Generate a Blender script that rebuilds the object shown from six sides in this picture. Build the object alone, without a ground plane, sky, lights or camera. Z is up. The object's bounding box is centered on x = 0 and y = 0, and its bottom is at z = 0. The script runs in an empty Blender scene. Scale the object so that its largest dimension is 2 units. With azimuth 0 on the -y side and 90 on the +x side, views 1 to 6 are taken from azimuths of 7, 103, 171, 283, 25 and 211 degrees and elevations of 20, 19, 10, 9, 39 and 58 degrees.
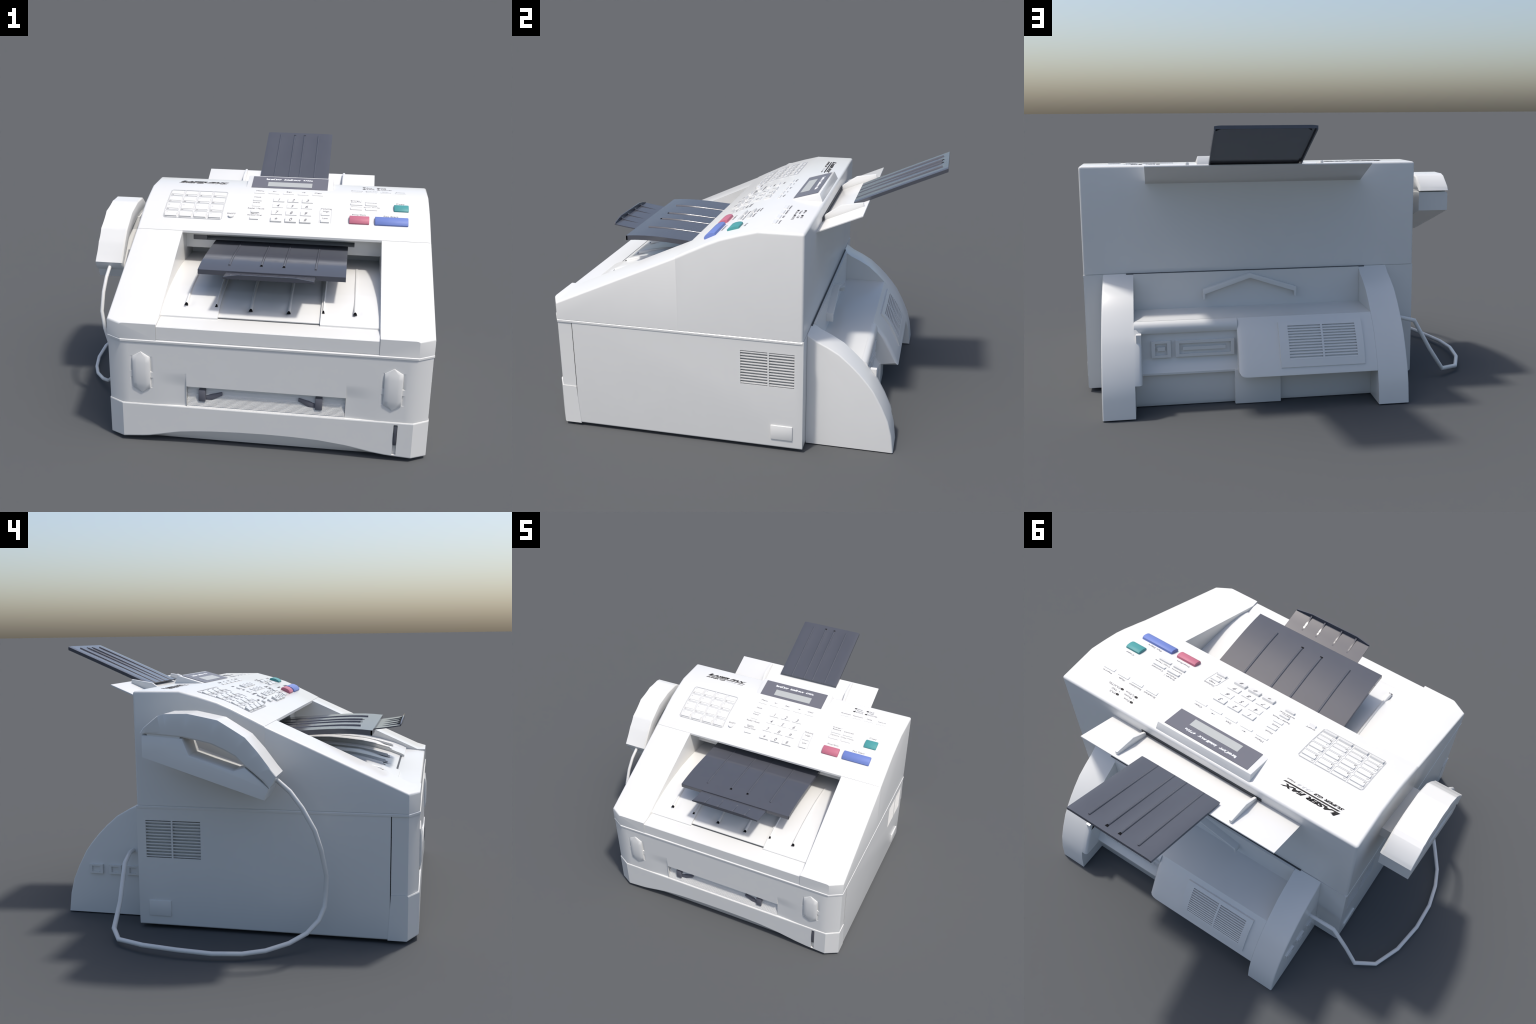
# Desktop laser fax machine, built part by part in metres, z up.
import bpy, bmesh, math
from mathutils import Vector, Matrix

# ------------------------------------------------------------------ materials
def plastic(name, col, rough=0.3, spec=0.5, vary=0.02, grain=0.0):
    m = bpy.data.materials.new(name)
    m.use_nodes = True
    nt = m.node_tree
    b = nt.nodes["Principled BSDF"]
    tc = nt.nodes.new("ShaderNodeTexCoord")
    nz = nt.nodes.new("ShaderNodeTexNoise")
    nz.inputs["Scale"].default_value = 9.0
    nz.inputs["Detail"].default_value = 3.0
    nt.links.new(tc.outputs["Object"], nz.inputs["Vector"])
    rp = nt.nodes.new("ShaderNodeValToRGB")
    rp.color_ramp.elements[0].position = 0.3
    rp.color_ramp.elements[1].position = 0.7
    rp.color_ramp.elements[0].color = (*[c * (1 - vary) for c in col], 1)
    rp.color_ramp.elements[1].color = (*[min(1, c * (1 + vary)) for c in col], 1)
    nt.links.new(nz.outputs["Fac"], rp.inputs["Fac"])
    nt.links.new(rp.outputs["Color"], b.inputs["Base Color"])
    b.inputs["Roughness"].default_value = rough
    b.inputs["Specular IOR Level"].default_value = spec
    if grain:
        n2 = nt.nodes.new("ShaderNodeTexNoise")
        n2.inputs["Scale"].default_value = 300.0
        nt.links.new(tc.outputs["Object"], n2.inputs["Vector"])
        bp = nt.nodes.new("ShaderNodeBump")
        bp.inputs["Strength"].default_value = grain
        bp.inputs["Distance"].default_value = 0.001
        nt.links.new(n2.outputs["Fac"], bp.inputs["Height"])
        nt.links.new(bp.outputs["Normal"], b.inputs["Normal"])
    return m

WHITE = plastic("white_plastic", (0.695, 0.69, 0.668), 0.22, 0.45, 0.006)
DARK = plastic("dark_blue_grey_plastic", (0.075, 0.079, 0.095), 0.11, 0.5, 0.02)
GUIDE = plastic("feed_guide_grey", (0.13, 0.132, 0.155), 0.35, 0.4, 0.02)
GREY = plastic("grey_display_bezel", (0.137, 0.137, 0.16), 0.4, 0.3, 0.01)
LCD = plastic("pale_lcd_glass", (0.40, 0.412, 0.40), 0.4, 0.3, 0.01)
RED = plastic("red_key_plastic", (0.47, 0.142, 0.20), 0.5, 0.3, 0.01)
BLUE = plastic("blue_key_plastic", (0.142, 0.20, 0.48), 0.5, 0.3, 0.01)
TEAL = plastic("teal_key_plastic", (0.066, 0.28, 0.28), 0.5, 0.3, 0.01)
BLACK = plastic("black_print", (0.02, 0.018, 0.018), 0.6, 0.2, 0.05)
INK = plastic("grey_print", (0.16, 0.16, 0.17), 0.6, 0.2, 0.03)
PALE = plastic("pale_grey_print", (0.42, 0.43, 0.44), 0.6, 0.2, 0.02)
HOLE = plastic("near_black_fill", (0.006, 0.006, 0.007), 0.8, 0.1, 0.05)
SLOT = plastic("dark_slot_shade", (0.06, 0.065, 0.07), 0.5, 0.3, 0.05)  # colour darkened to bake in the shade inside slots and gaps
PRINT_WHITE = plastic("white_print", (0.85, 0.85, 0.85), 0.5, 0.2, 0.01)

# ------------------------------------------------------------------ helpers
ROOT = bpy.data.objects.new("fax_machine", None)
bpy.context.scene.collection.objects.link(ROOT)
ROOT["label"] = "white desktop laser fax machine with side handset and dark trays"
ROOT["category"] = "fax machine"


def finish(name, bm, mat, parent=ROOT, angle=32, kind=None, recalc=True):
    if recalc:
        bmesh.ops.recalc_face_normals(bm, faces=bm.faces[:])
    me = bpy.data.meshes.new(name)
    bm.to_mesh(me)
    bm.free()
    mats = mat if isinstance(mat, (list, tuple)) else [mat]
    for m in mats:
        me.materials.append(m)
    for p in me.polygons:
        p.use_smooth = True
    me.set_sharp_from_angle(angle=math.radians(angle))
    o = bpy.data.objects.new(name, me)
    bpy.context.scene.collection.objects.link(o)
    o.parent = parent
    if kind:
        o["kind"] = kind
    return o


def add_prism(bm, prof, x0, x1, axis="x", mi=0):
    """prof: list of (a, b); swept along axis. x: (y,z)  y: (x,z)  z: (x,y)"""
    def P(t, a, b):
        return {"x": (t, a, b), "y": (a, t, b), "z": (a, b, t)}[axis]
    v0 = [bm.verts.new(P(x0, *p)) for p in prof]
    v1 = [bm.verts.new(P(x1, *p)) for p in prof]
    n = len(prof)
    fs = [bm.faces.new(v0), bm.faces.new(v1[::-1])]
    for i in range(n):
        fs.append(bm.faces.new((v0[i], v0[(i + 1) % n], v1[(i + 1) % n], v1[i])))
    for f in fs:
        f.material_index = mi
    return fs


def add_box(bm, lo, hi, mi=0):
    return add_prism(bm, [(lo[1], lo[2]), (hi[1], lo[2]), (hi[1], hi[2]), (lo[1], hi[2])], lo[0], hi[0], "x", mi)


def bevel(bm, width, test=None, seg=3, min_angle=25):
    es = []
    bm.normal_update()
    bmesh.ops.recalc_face_normals(bm, faces=bm.faces[:])
    for e in bm.edges:
        if len(e.link_faces) != 2:
            continue
        if math.degrees(e.calc_face_angle(0)) < min_angle:
            continue
        m = (e.verts[0].co + e.verts[1].co) / 2
        d = (e.verts[1].co - e.verts[0].co).normalized()
        if test is None or test(m, d, e):
            es.append(e)
    if es:
        bmesh.ops.bevel(bm, geom=es, offset=width, segments=seg, profile=0.5, affect="EDGES", clamp_overlap=True)


def prism(name, prof, x0, x1, mat, axis="x", bev=0, test=None, seg=3, parent=ROOT, angle=32, min_angle=25):
    bm = bmesh.new()
    add_prism(bm, prof, x0, x1, axis)
    if bev:
        bevel(bm, bev, test, seg, min_angle)
    return finish(name, bm, mat, parent, angle)


def box(name, lo, hi, mat, bev=0, test=None, seg=2, parent=ROOT):
    bm = bmesh.new()
    add_box(bm, lo, hi)
    if bev:
        bevel(bm, bev, test, seg)
    return finish(name, bm, mat, parent)


def cut(obj, boxes, angle=32):
    """subtract boxes [(lo, hi), ...] from obj and apply"""
    bm = bmesh.new()
    for lo, hi in boxes:
        add_box(bm, lo, hi)
    bmesh.ops.recalc_face_normals(bm, faces=bm.faces[:])
    me = bpy.data.meshes.new("cutter")
    bm.to_mesh(me)
    bm.free()
    c = bpy.data.objects.new("cutter", me)
    bpy.context.scene.collection.objects.link(c)
    md = obj.modifiers.new("cut", "BOOLEAN")
    md.operation = "DIFFERENCE"
    md.solver = "EXACT"
    md.object = c
    bpy.context.view_layer.update()
    dg = bpy.context.evaluated_depsgraph_get()
    new = bpy.data.meshes.new_from_object(obj.evaluated_get(dg))
    obj.modifiers.clear()
    old = obj.data
    obj.data = new
    bpy.data.meshes.remove(old)
    bpy.data.objects.remove(c)
    bpy.data.meshes.remove(me)
    for p in obj.data.polygons:
        p.use_smooth = True
    obj.data.set_sharp_from_angle(angle=math.radians(angle))


def loft(bm, rows, closed=True, cap=True, mi=0):
    vs = [[bm.verts.new(p) for p in r] for r in rows]
    n = len(rows[0])
    for a, b in zip(vs[:-1], vs[1:]):
        for i in range(n if closed else n - 1):
            j = (i + 1) % n
            f = bm.faces.new((a[i], a[j], b[j], b[i]))
            f.material_index = mi
    if cap:
        for r in (vs[0], vs[-1][::-1]):
            f = bm.faces.new(r)
            f.material_index = mi
    return vs


def lerp(x, pts):
    if x <= pts[0][0]:
        return pts[0][1]
    for (a, b), (c, d) in zip(pts[:-1], pts[1:]):
        if x <= c:
            return b + (d - b) * (x - a) / (c - a)
    return pts[-1][1]


def sstep(t):
    t = max(0.0, min(1.0, t))
    return t * t * (3 - 2 * t)


# ------------------------------------------------------------------ main dimensions
XL, XR = -0.657, 0.993            # case sides
YB = 0.349                        # case back
ZS = 0.586                        # seam between lower and upper case
RX0, RX1 = -0.392, 0.725          # output recess
PANEL = [(-0.258, 0.957), (-0.205, 0.984), (-0.160, 1.0055), (-0.105, 1.0325), (-0.045, 1.058), (0.045, 1.0855), (0.132, 1.1085), (YB, 1.1085)]


def pz(y):
    return lerp(y, PANEL)


def pslope(y):
    e = 0.004
    return (pz(y + e) - pz(y - e)) / (2 * e)


# ------------------------------------------------------------------ lower case
R0 = 0.009                        # rounded lower side edges
arc = [(R0 * math.sin(t), R0 * (1 - math.cos(t))) for t in [i * math.pi / 12 for i in range(7)]]
section = [(XR - R0 + a * 0.999, 0.014 + b) for a, b in arc] + [(XR, ZS - 0.003), (XL, ZS - 0.003)] + [(XL + R0 - a * 0.999, 0.014 + b) for a, b in arc[::-1]]
lower = prism("lower_case", section, -0.808, 0.351, WHITE, axis="y", bev=0.010,
              test=lambda m, d, e: abs(d.z) > 0.9 and m.y > 0.3 and m.z > 0.06)


VY = [(0.047, 0.179), (0.187, 0.309)]
VZ0, VZ1 = 0.340, 0.516
cuts = []
for y0, y1 in VY:
    cuts.append(((XR - 0.018, y0, VZ0), (XR + 0.02, y1, VZ1)))
    cuts.append(((XL - 0.02, y0, VZ0), (XL + 0.018, y1, VZ1)))
cut(lower, cuts)


def louvers(name, side, parent):
    bm = bmesh.new()
    n = 12
    p = (VZ1 - VZ0) / n
    for y0, y1 in VY:
        for i in range(n):
            z = VZ0 + p * (i + 0.5)
            xs = XR if side > 0 else XL
            s = side
            prof = [(xs - s * 0.0175, z - 0.0005), (xs - s * 0.0003, z - 0.0028), (xs - s * 0.0003, z + 0.0022), (xs - s * 0.0175, z + 0.0028)]
            add_prism(bm, prof, y0 + 0.0005, y1 - 0.0005, "y")
    return finish(name, bm, WHITE, parent, kind="stuff")


louvers("vent_louvers", 1, lower)
louvers("vent_louvers", -1, lower)
for xs, s in ((XR, 1), (XL, -1)):
    x0, x1 = (xs - 0.004, xs + 0.0055) if s > 0 else (xs - 0.0055, xs + 0.004)
    box("side_hatch", (x0, 0.196, 0.061), (x1, 0.302, 0.135), WHITE, 0.0012, parent=lower)
# dark parting gap between case and front cover
box("parting_gap", (XL + 0.012, -0.818, 0.02), (XR - 0.012, -0.806, ZS - 0.006), HOLE, parent=lower)
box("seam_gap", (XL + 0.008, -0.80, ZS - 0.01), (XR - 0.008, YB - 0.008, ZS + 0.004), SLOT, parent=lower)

# thin ledge that catches light under the upper case
def ledge_ring(o, z):
    return [(XL - o, 0.345, z), (XL - o, -0.885, z), (XL + 0.078, -0.929 - o, z), (XR - 0.078, -0.929 - o, z), (XR + o, -0.885, z), (XR + o, 0.345, z)]


bm = bmesh.new()
loft(bm, [ledge_ring(0.0022, 0.572), ledge_ring(0.0026, 0.5815), ledge_ring(-0.003, 0.5866)])
finish("seam_ledge", bm, WHITE, lower, angle=20)

# ------------------------------------------------------------------ front cover with finger scoops and feed slot
SX0, SX1, SZ0, SZ1 = -0.240, 0.573, 0.222, 0.337


def chamfer_y(x, front, back, x0, x1, w):
    """front face depth with cut corners"""
    if x < x0 + w:
        return front + (back - front) * (x0 + w - x) / w
    if x > x1 - w:
        return front + (back - front) * (x - x1 + w) / w
    return front


def door_y(x, z):
    y = chamfer_y(x, -0.928, -0.884, XL + 0.002, XR - 0.002, 0.078)
    s = 0.0
    if x <= SX0:
        s = sstep((x + 0.42) / (SX0 + 0.42))
    elif x >= SX1:
        s = sstep((0.755 - x) / (0.755 - SX1))
    if s > 0:
        k = 1 - sstep((z - 0.33) / 0.085)
        y += 0.006 * s * k
    # small pinch marks beside the release handles
    for hx in (-0.4725, 0.803):
        dx = abs(x - hx) - 0.046
        if 0 < dx < 0.02:
            for za, zb, up in ((0.405, 0.492, 1), (0.316, 0.372, -1)):
                if za <= z <= zb:
                    t = (z - za) / (zb - za)
                    t = t if up < 0 else 1 - t
                    y += 0.006 * max(0, 1 - dx / 0.013) * (0.25 + 0.75 * (t if up > 0 else t))
    return y


def frange(a, b, n):
    return [a + (b - a) * i / n for i in range(n + 1)]


xs = set()
xs.update([XL + 0.002, XL + 0.08, XR - 0.002, XR - 0.08])
xs.update(frange(-0.42, SX0 - 0.0005, 14))
xs.update(frange(SX1 + 0.0005, 0.755, 14))
xs.update([SX0, SX1, SX0 + 0.002, SX1 - 0.002])
for hx in (-0.4725, 0.803):
    xs.update([hx - 0.066, hx - 0.059, hx - 0.0525, hx - 0.0465, hx - 0.0455, hx + 0.0455, hx + 0.0465, hx + 0.0525, hx + 0.059, hx + 0.066])
xs.update(frange(SX0, SX1, 6))
xs = sorted(xs)
zs = sorted(set(frange(SZ0, ZS - 0.004, 6) + [SZ1] + frange(0.33, 0.42, 10) + [0.3155, 0.316, 0.372, 0.3725, 0.4045, 0.405, 0.492, 0.4925, 0.345, 0.45, 0.47]))
bm = bmesh.new()
g = {}


def dv(i, j):
    if (i, j) not in g:
        x, z = xs[i], zs[j]
        if SX0 <= x <= SX1:
            yy = -0.928
        else:
            yy = door_y(x, z)
        g[(i, j)] = bm.verts.new((x, yy, z))
    return g[(i, j)]


for i in range(len(xs) - 1):
    for j in range(len(zs) - 1):
        if xs[i] >= SX0 - 1e-6 and xs[i + 1] <= SX1 + 1e-6 and zs[j + 1] <= SZ1 + 1e-6:
            continue
        bm.faces.new((dv(i, j), dv(i + 1, j), dv(i + 1, j + 1), dv(i, j + 1)))
be = [e for e in bm.edges if len(e.link_faces) == 1]
r = bmesh.ops.extrude_edge_only(bm, edges=be)
for v in [v for v in r["geom"] if isinstance(v, bmesh.types.BMVert)]:
    v.co.y = -0.812
door = finish("front_cover", bm, WHITE, angle=30)

# release handles: pointed hexagonal bars, crowned
for hx in (-0.4725, 0.803):
    bm = bmesh.new()
    rows = []
    W = 0.0455
    for z, w, h in ((0.290, 0.0015, 0.006), (0.317, W, 0.009), (0.345, W, 0.0135), (0.40, W, 0.014), (0.46, W, 0.0135), (0.489, W, 0.009), (0.517, 0.0015, 0.006)):
        rows.append([(hx + w * a, -0.9265 - h * b, z) for a, b in ((-1, 0), (-1, 0.5), (-0.86, 0.78), (-0.45, 1), (0.45, 1), (0.86, 0.78), (1, 0.5), (1, 0))]
                    + [(hx + w, -0.915, z), (hx - w, -0.915, z)])
    loft(bm, rows)
    finish("release_handle", bm, WHITE, door, angle=36)

# manual feed slot interior
bm = bmesh.new()
add_prism(bm, [(-0.86, 0.19), (-0.86, 0.345), (-0.896, 0.345), (-0.896, 0.310), (-0.900, 0.306), (-0.900, 0.289), (-0.908, 0.286), (-0.908, 0.19)], SX0 + 0.001, SX1 - 0.001)
finish("feed_slot_wall", bm, WHITE, door)
bm = bmesh.new()
prof = [(-0.9075, 0.2)]
n = 10
for i in range(n):
    y = -0.9085 - 0.017 * i / n
    z = 0.2835 - 0.057 * i / n
    prof += [(y, z), (y - 0.0012, z - 0.0004), (y - 0.0014, z - 0.0028), (y + 0.004, z - 0.0032), (y + 0.004, z - 0.0050)]
prof += [(-0.9275, 0.2235), (-0.9275, 0.2)]
add_prism(bm, prof, SX0 + 0.0015, SX1 - 0.0015)
finish("feed_slot_ramp", bm, WHITE, door, angle=20)
for s, xa in ((1, -0.178), (-1, 0.457)):
    bm = bmesh.new()
    x0, x1 = sorted((xa, xa + s * 0.036))
    add_box(bm, (x0, -0.924, 0.254), (x1, -0.895, 0.318))
    prof = [(xa + s * 0.034, 0.258), (xa + s * 0.07, 0.262), (xa + s * 0.123, 0.291), (xa + s * 0.121, 0.306), (xa + s * 0.034, 0.282)]
    add_prism(bm, prof, -0.916, -0.900, "y")
    bevel(bm, 0.003, seg=2)
    finish("feed_guide", bm, GUIDE, door)

# ------------------------------------------------------------------ paper cassette
BOT = [(-0.66, 0.014), (-0.578, 0.020), (-0.453, 0.030), (-0.37, 0.047), (-0.284, 0.065), (-0.2, 0.074), (-0.119, 0.080), (0.03, 0.086), (0.184, 0.088),
       (0.31, 0.086), (0.438, 0.080), (0.586, 0.063), (0.713, 0.038), (0.794, 0.027), (0.907, 0.020), (1.0, 0.014)]
GA0, GA1 = 0.819, 0.839
bm = bmesh.new()


def cas_row(x, y, zt=0.2215):
    b = lerp(x, BOT)
    return [(x, -0.812, zt), (x, y + 0.008, zt), (x, y + 0.002, zt - 0.001), (x, y, zt - 0.006), (x, y, b + 0.006), (x, y + 0.002, b + 0.001), (x, max(y + 0.004, -0.895), 0.0135), (x, -0.80, 0.0135)]


xs = sorted(set([XL - 0.001, XL + 0.078, XR - 0.078, XR + 0.001] + frange(XL + 0.078, XR - 0.078, 44)))
rows = [cas_row(x, chamfer_y(x, -0.933, -0.887, XL - 0.001, XR + 0.001, 0.079)) for x in xs]
loft(bm, rows)
cass = finish("paper_cassette", bm, WHITE, angle=18)
cut(cass, [((GA0, -0.95, 0.034), (GA1, -0.917, 0.207))], angle=18)
bm = bmesh.new()
add_prism(bm, [(-0.919, 0.09), (-0.9335, 0.09), (-0.9365, 0.12), (-0.9365, 0.17), (-0.930, 0.200), (-0.919, 0.205)], GA0 + 0.002, GA1 - 0.002)
bevel(bm, 0.002, seg=2)
finish("paper_gauge", bm, DARK, cass)
box("underside_pan", (XL + 0.08, -0.895, 0.014), (XR - 0.08, -0.70, 0.15), WHITE, parent=cass)

# ------------------------------------------------------------------ upper case: rear block with control panel
BW = -0.150                       # back wall of the output recess
prof = [(YB, ZS)] + PANEL[::-1] + [(-0.258, ZS)]
upper = prism("upper_case", prof, XL - 0.001, XR + 0.001, WHITE, bev=0.013, seg=4, min_angle=30,
              test=lambda m, d, e: (m.y > 0.3 and (m.z > 1.0 or abs(d.z) > 0.9)) or (abs(d.x) < 0.2 and m.z > 0.955 and (m.x < XL + 0.01 or m.x > XR - 0.01) and m.y > -0.27 and abs(d.z) < 0.9))
cut(upper, [((RX0, -0.30, ZS - 0.02), (RX1, BW, 0.944))])
cut(upper, [((RX0, BW - 0.01, ZS - 0.02), (RX1, 0.01, 0.824))])
cut(upper, [((-0.352, BW - 0.03, 0.871), (0.578, BW + 0.32, 0.900))])
box("exit_slot_shade_plate", (-0.351, BW + 0.28, 0.8715), (0.577, BW + 0.319, 0.8995), SLOT, parent=upper)
box("exit_flag", (-0.351, BW - 0.001, 0.8715), (-0.272, BW + 0.019, 0.8995), DARK, parent=upper)


def rail_z(y):
    return 0.954 + (0.6725 - 0.954) * (-0.259 - y) / (0.884 - 0.259) if y > -0.884 else 0.6725


for xo, xi, s in ((XL - 0.001, RX0, -1), (XR + 0.001, RX1, 1)):
    bm = bmesh.new()
    plan = [(xo, -0.2581), (xo, -0.884), (xo - s * 0.077, -0.928), (xi, -0.928), (xi, -0.884), (xi, -0.2581)]
    top = [bm.verts.new((x, y, rail_z(y))) for x, y in plan]
    bot = [bm.verts.new((x, y, ZS)) for x, y in plan]
    bm.faces.new((top[0], top[1], top[4], top[5]))
    bm.faces.new((top[1], top[2], top[3], top[4]))
    bm.faces.new(bot[::-1])
    for i in range(6):
        j = (i + 1) % 6
        bm.faces.new((top[i], bot[i], bot[j], top[j]))
    bevel(bm, 0.009, lambda m, d, e: abs(d.z) < 0.7 and m.z > 0.62 and abs(m.x - xi) > 0.01 and (abs(m.x - xo) < 0.05) and m.y < -0.27, seg=3)
    finish("side_rail", bm, WHITE, upper)

# front strip of the upper case
bm = bmesh.new()
add_prism(bm, [(-0.9265, ZS + 0.001), (-0.9255, 0.6585), (-0.922, 0.6620), (-0.84, 0.671), (-0.80, 0.671), (-0.80, ZS + 0.001)], RX0 + 0.001, RX1 - 0.001)
bevel(bm, 0.003, lambda m, d, e: abs(d.x) > 0.9 and m.z < 0.6 and m.y < -0.9, seg=2)
finish("front_strip", bm, WHITE, upper, angle=20)

# recess floor: curved paper rest
FLOOR = [(0.005, 0.741), (-0.10, 0.749), (-0.20, 0.760), (-0.30, 0.7675), (-0.40, 0.7685), (-0.49, 0.761), (-0.58, 0.7505), (-0.66, 0.734), (-0.745, 0.711), (-0.80, 0.690), (-0.8195, 0.680)]


def floor_z(y):
    return lerp(y, FLOOR[::-1])


FRIBS = ((-0.272, 0), (-0.114, 0), (0.065, 0.0145), (0.261, 0.0145), (0.437, 0), (0.598, 0))


def smear_dent(x, y):
    """hollows and swells modelled to produce the dark shading smears beside rib ends"""
    d = 0.0
    for rx, _ in FRIBS:
        u = x - rx
        if abs(u) < 0.09 and rx not in (-0.114, 0.437):
            side = math.exp(-((u + 0.012) / 0.026) ** 2) if u < 0 else 0.45 * math.exp(-((u - 0.012) / 0.022) ** 2)
            d += 0.014 * side * math.exp(-((y + 0.722) / 0.032) ** 2)
            d -= 0.0025 * math.exp(-(u / 0.05) ** 2) * math.exp(-((y + 0.60) / 0.06) ** 2)
    return d


def floor_piece(name, x0, x1, drop, yend):
    ys = [y for y, z in FLOOR if y > -0.55] + frange(-0.555, yend, 26)
    xs = frange(x0, x1, 48)
    bm = bmesh.new()
    rows = []
    for x in xs:
        rows.append([(x, y, floor_z(y) - drop - smear_dent(x, y)) for y in ys] + [(x, yend, 0.65), (x, 0.005, 0.65)])
    loft(bm, rows)
    return finish(name, bm, WHITE, upper, angle=40)


CX0, CX1 = -0.096, 0.425
floor_piece("paper_rest", RX0 - 0.003, CX0, 0.0, -0.8195)
floor_piece("paper_rest", CX1, RX1 + 0.003, 0.0, -0.8195)
floor_piece("center_paper_rest", CX0 - 0.002, CX1 + 0.002, 0.0145, -0.797)
box("exit_guide_block", (CX0, -0.27, 0.74), (CX1, -0.02, 0.8235), WHITE, 0.004, parent=upper)
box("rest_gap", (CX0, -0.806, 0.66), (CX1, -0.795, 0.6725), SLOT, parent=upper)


def rib(name, x, path, w, hmax, mat, parent, h0=0.25, hollow=True):
    """raised rib along a (y, z) path, growing toward an end that can be capped black"""
    bm = bmesh.new()
    rows = []
    n = len(path)
    for i, (y, z) in enumerate(path):
        h = hmax * (h0 + (1 - h0) * i / (n - 1))
        rows.append([(x - w / 2, y, z - 0.004), (x - w / 2 * 0.85, y, z + h * 0.35), (x - w / 2 * 0.4, y, z + h * 0.9), (x, y, z + h), (x + w / 2 * 0.4, y, z + h * 0.9), (x + w / 2 * 0.85, y, z + h * 0.35), (x + w / 2, y, z - 0.004)])
    vs = loft(bm, rows, closed=False, cap=False)
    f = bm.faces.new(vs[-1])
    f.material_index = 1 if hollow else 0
    bm.faces.new(vs[0][::-1])
    if not hollow:
        return finish(name, bm, mat, parent, angle=50, recalc=False)
    # flat black patch painting the dark inside of the rib end
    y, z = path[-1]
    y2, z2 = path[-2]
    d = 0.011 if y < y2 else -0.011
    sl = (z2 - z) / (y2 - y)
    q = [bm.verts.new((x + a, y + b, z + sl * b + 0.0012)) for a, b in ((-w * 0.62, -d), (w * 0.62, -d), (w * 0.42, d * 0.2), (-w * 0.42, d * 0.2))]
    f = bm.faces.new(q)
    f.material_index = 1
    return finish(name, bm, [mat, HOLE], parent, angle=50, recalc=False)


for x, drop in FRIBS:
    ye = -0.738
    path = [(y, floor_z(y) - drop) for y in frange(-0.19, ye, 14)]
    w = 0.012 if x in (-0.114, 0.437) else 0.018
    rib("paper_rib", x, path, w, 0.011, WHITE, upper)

# ------------------------------------------------------------------ control panel details
FLAT = [(-0.258, 0.953), (-0.15, 1.004), (-0.03, 1.055), (0.135, 1.106), (0.345, 1.106)]


def on_panel(x, y, h=0.0):
    """place on the crowned panel; layout coordinates were taken on the FLAT facets"""
    dz = pz(y) - lerp(y, FLAT)
    x, y = x + dz * (-1.16 - x) / 3.1, y + dz * (1.83 - y) / 3.1
    a = math.atan(pslope(y))
    return Matrix.Translation((x, y, pz(y))) @ Matrix.Rotation(a, 4, "X") @ Matrix.Translation((0, 0, h))


panel = upper


def key_mesh(w, d, hf, hr):
    """wedge key: low at the front, tall at the back; origin at base centre"""
    bm = bmesh.new()
    add_prism(bm, [(-d / 2, -0.004), (d / 2, -0.004), (d / 2 - 0.0006, hr), (-d / 2 + 0.0006, hf)], -w / 2, w / 2)
    bevel(bm, 0.0009, lambda m, dd, e: m.z > 0.001, seg=2)
    bmesh.ops.recalc_face_normals(bm, faces=bm.faces[:])
    me = bpy.data.meshes.new("key")
    bm.to_mesh(me)
    bm.free()
    me.materials.append(WHITE)
    return me


KM = {}


def key(x, y, w, d, hf, hr, name="key"):
    k = (w, d, hf, hr)
    if k not in KM:
        KM[k] = key_mesh(*k)
    o = bpy.data.objects.new(name, KM[k])
    bpy.context.scene.collection.objects.link(o)
    o.matrix_world = on_panel(x, y)
    o.parent = panel
    return o


def put_text(s, cx, cy, width, height, mat, shear=0.0, frame=None, bold=0.0, name="printed_label", lift=0.0009, parent=None):
    cu = bpy.data.curves.new("printed_label", "FONT")
    cu.body = s
    cu.size = 1.0
    cu.shear = shear
    cu.offset = bold
    cu.resolution_u = 3
    cu.align_x = "CENTER"
    cu.align_y = "CENTER"
    o = bpy.data.objects.new("tmp_text", cu)
    bpy.context.scene.collection.objects.link(o)
    bpy.context.view_layer.update()
    me = bpy.data.meshes.new_from_object(o.evaluated_get(bpy.context.evaluated_depsgraph_get()))
    bpy.data.objects.remove(o)
    bpy.data.curves.remove(cu)
    me.name = name
    vs = [v.co for v in me.vertices]
    x0, x1 = min(v.x for v in vs), max(v.x for v in vs)
    y0, y1 = min(v.y for v in vs), max(v.y for v in vs)
    M = frame if frame is not None else on_panel(cx, cy, lift)
    sx, sy = width / (x1 - x0), height / (y1 - y0)
    for v in me.vertices:
        v.co = ((v.co.x - (x0 + x1) / 2) * sx, (v.co.y - (y0 + y1) / 2) * sy, 0)
    bm = bmesh.new()
    bm.from_mesh(me)
    r = bmesh.ops.extrude_face_region(bm, geom=bm.faces[:])
    for v in r["geom"]:
        if isinstance(v, bmesh.types.BMVert):
            v.co.z -= 0.0012
    bmesh.ops.recalc_face_normals(bm, faces=bm.faces[:])
    bm.to_mesh(me)
    bm.free()
    me.materials.clear()
    me.materials.append(mat)
    ob = bpy.data.objects.new(name, me)
    bpy.context.scene.collection.objects.link(ob)
    ob.matrix_world = M
    ob.parent = parent or panel
    return ob


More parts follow.
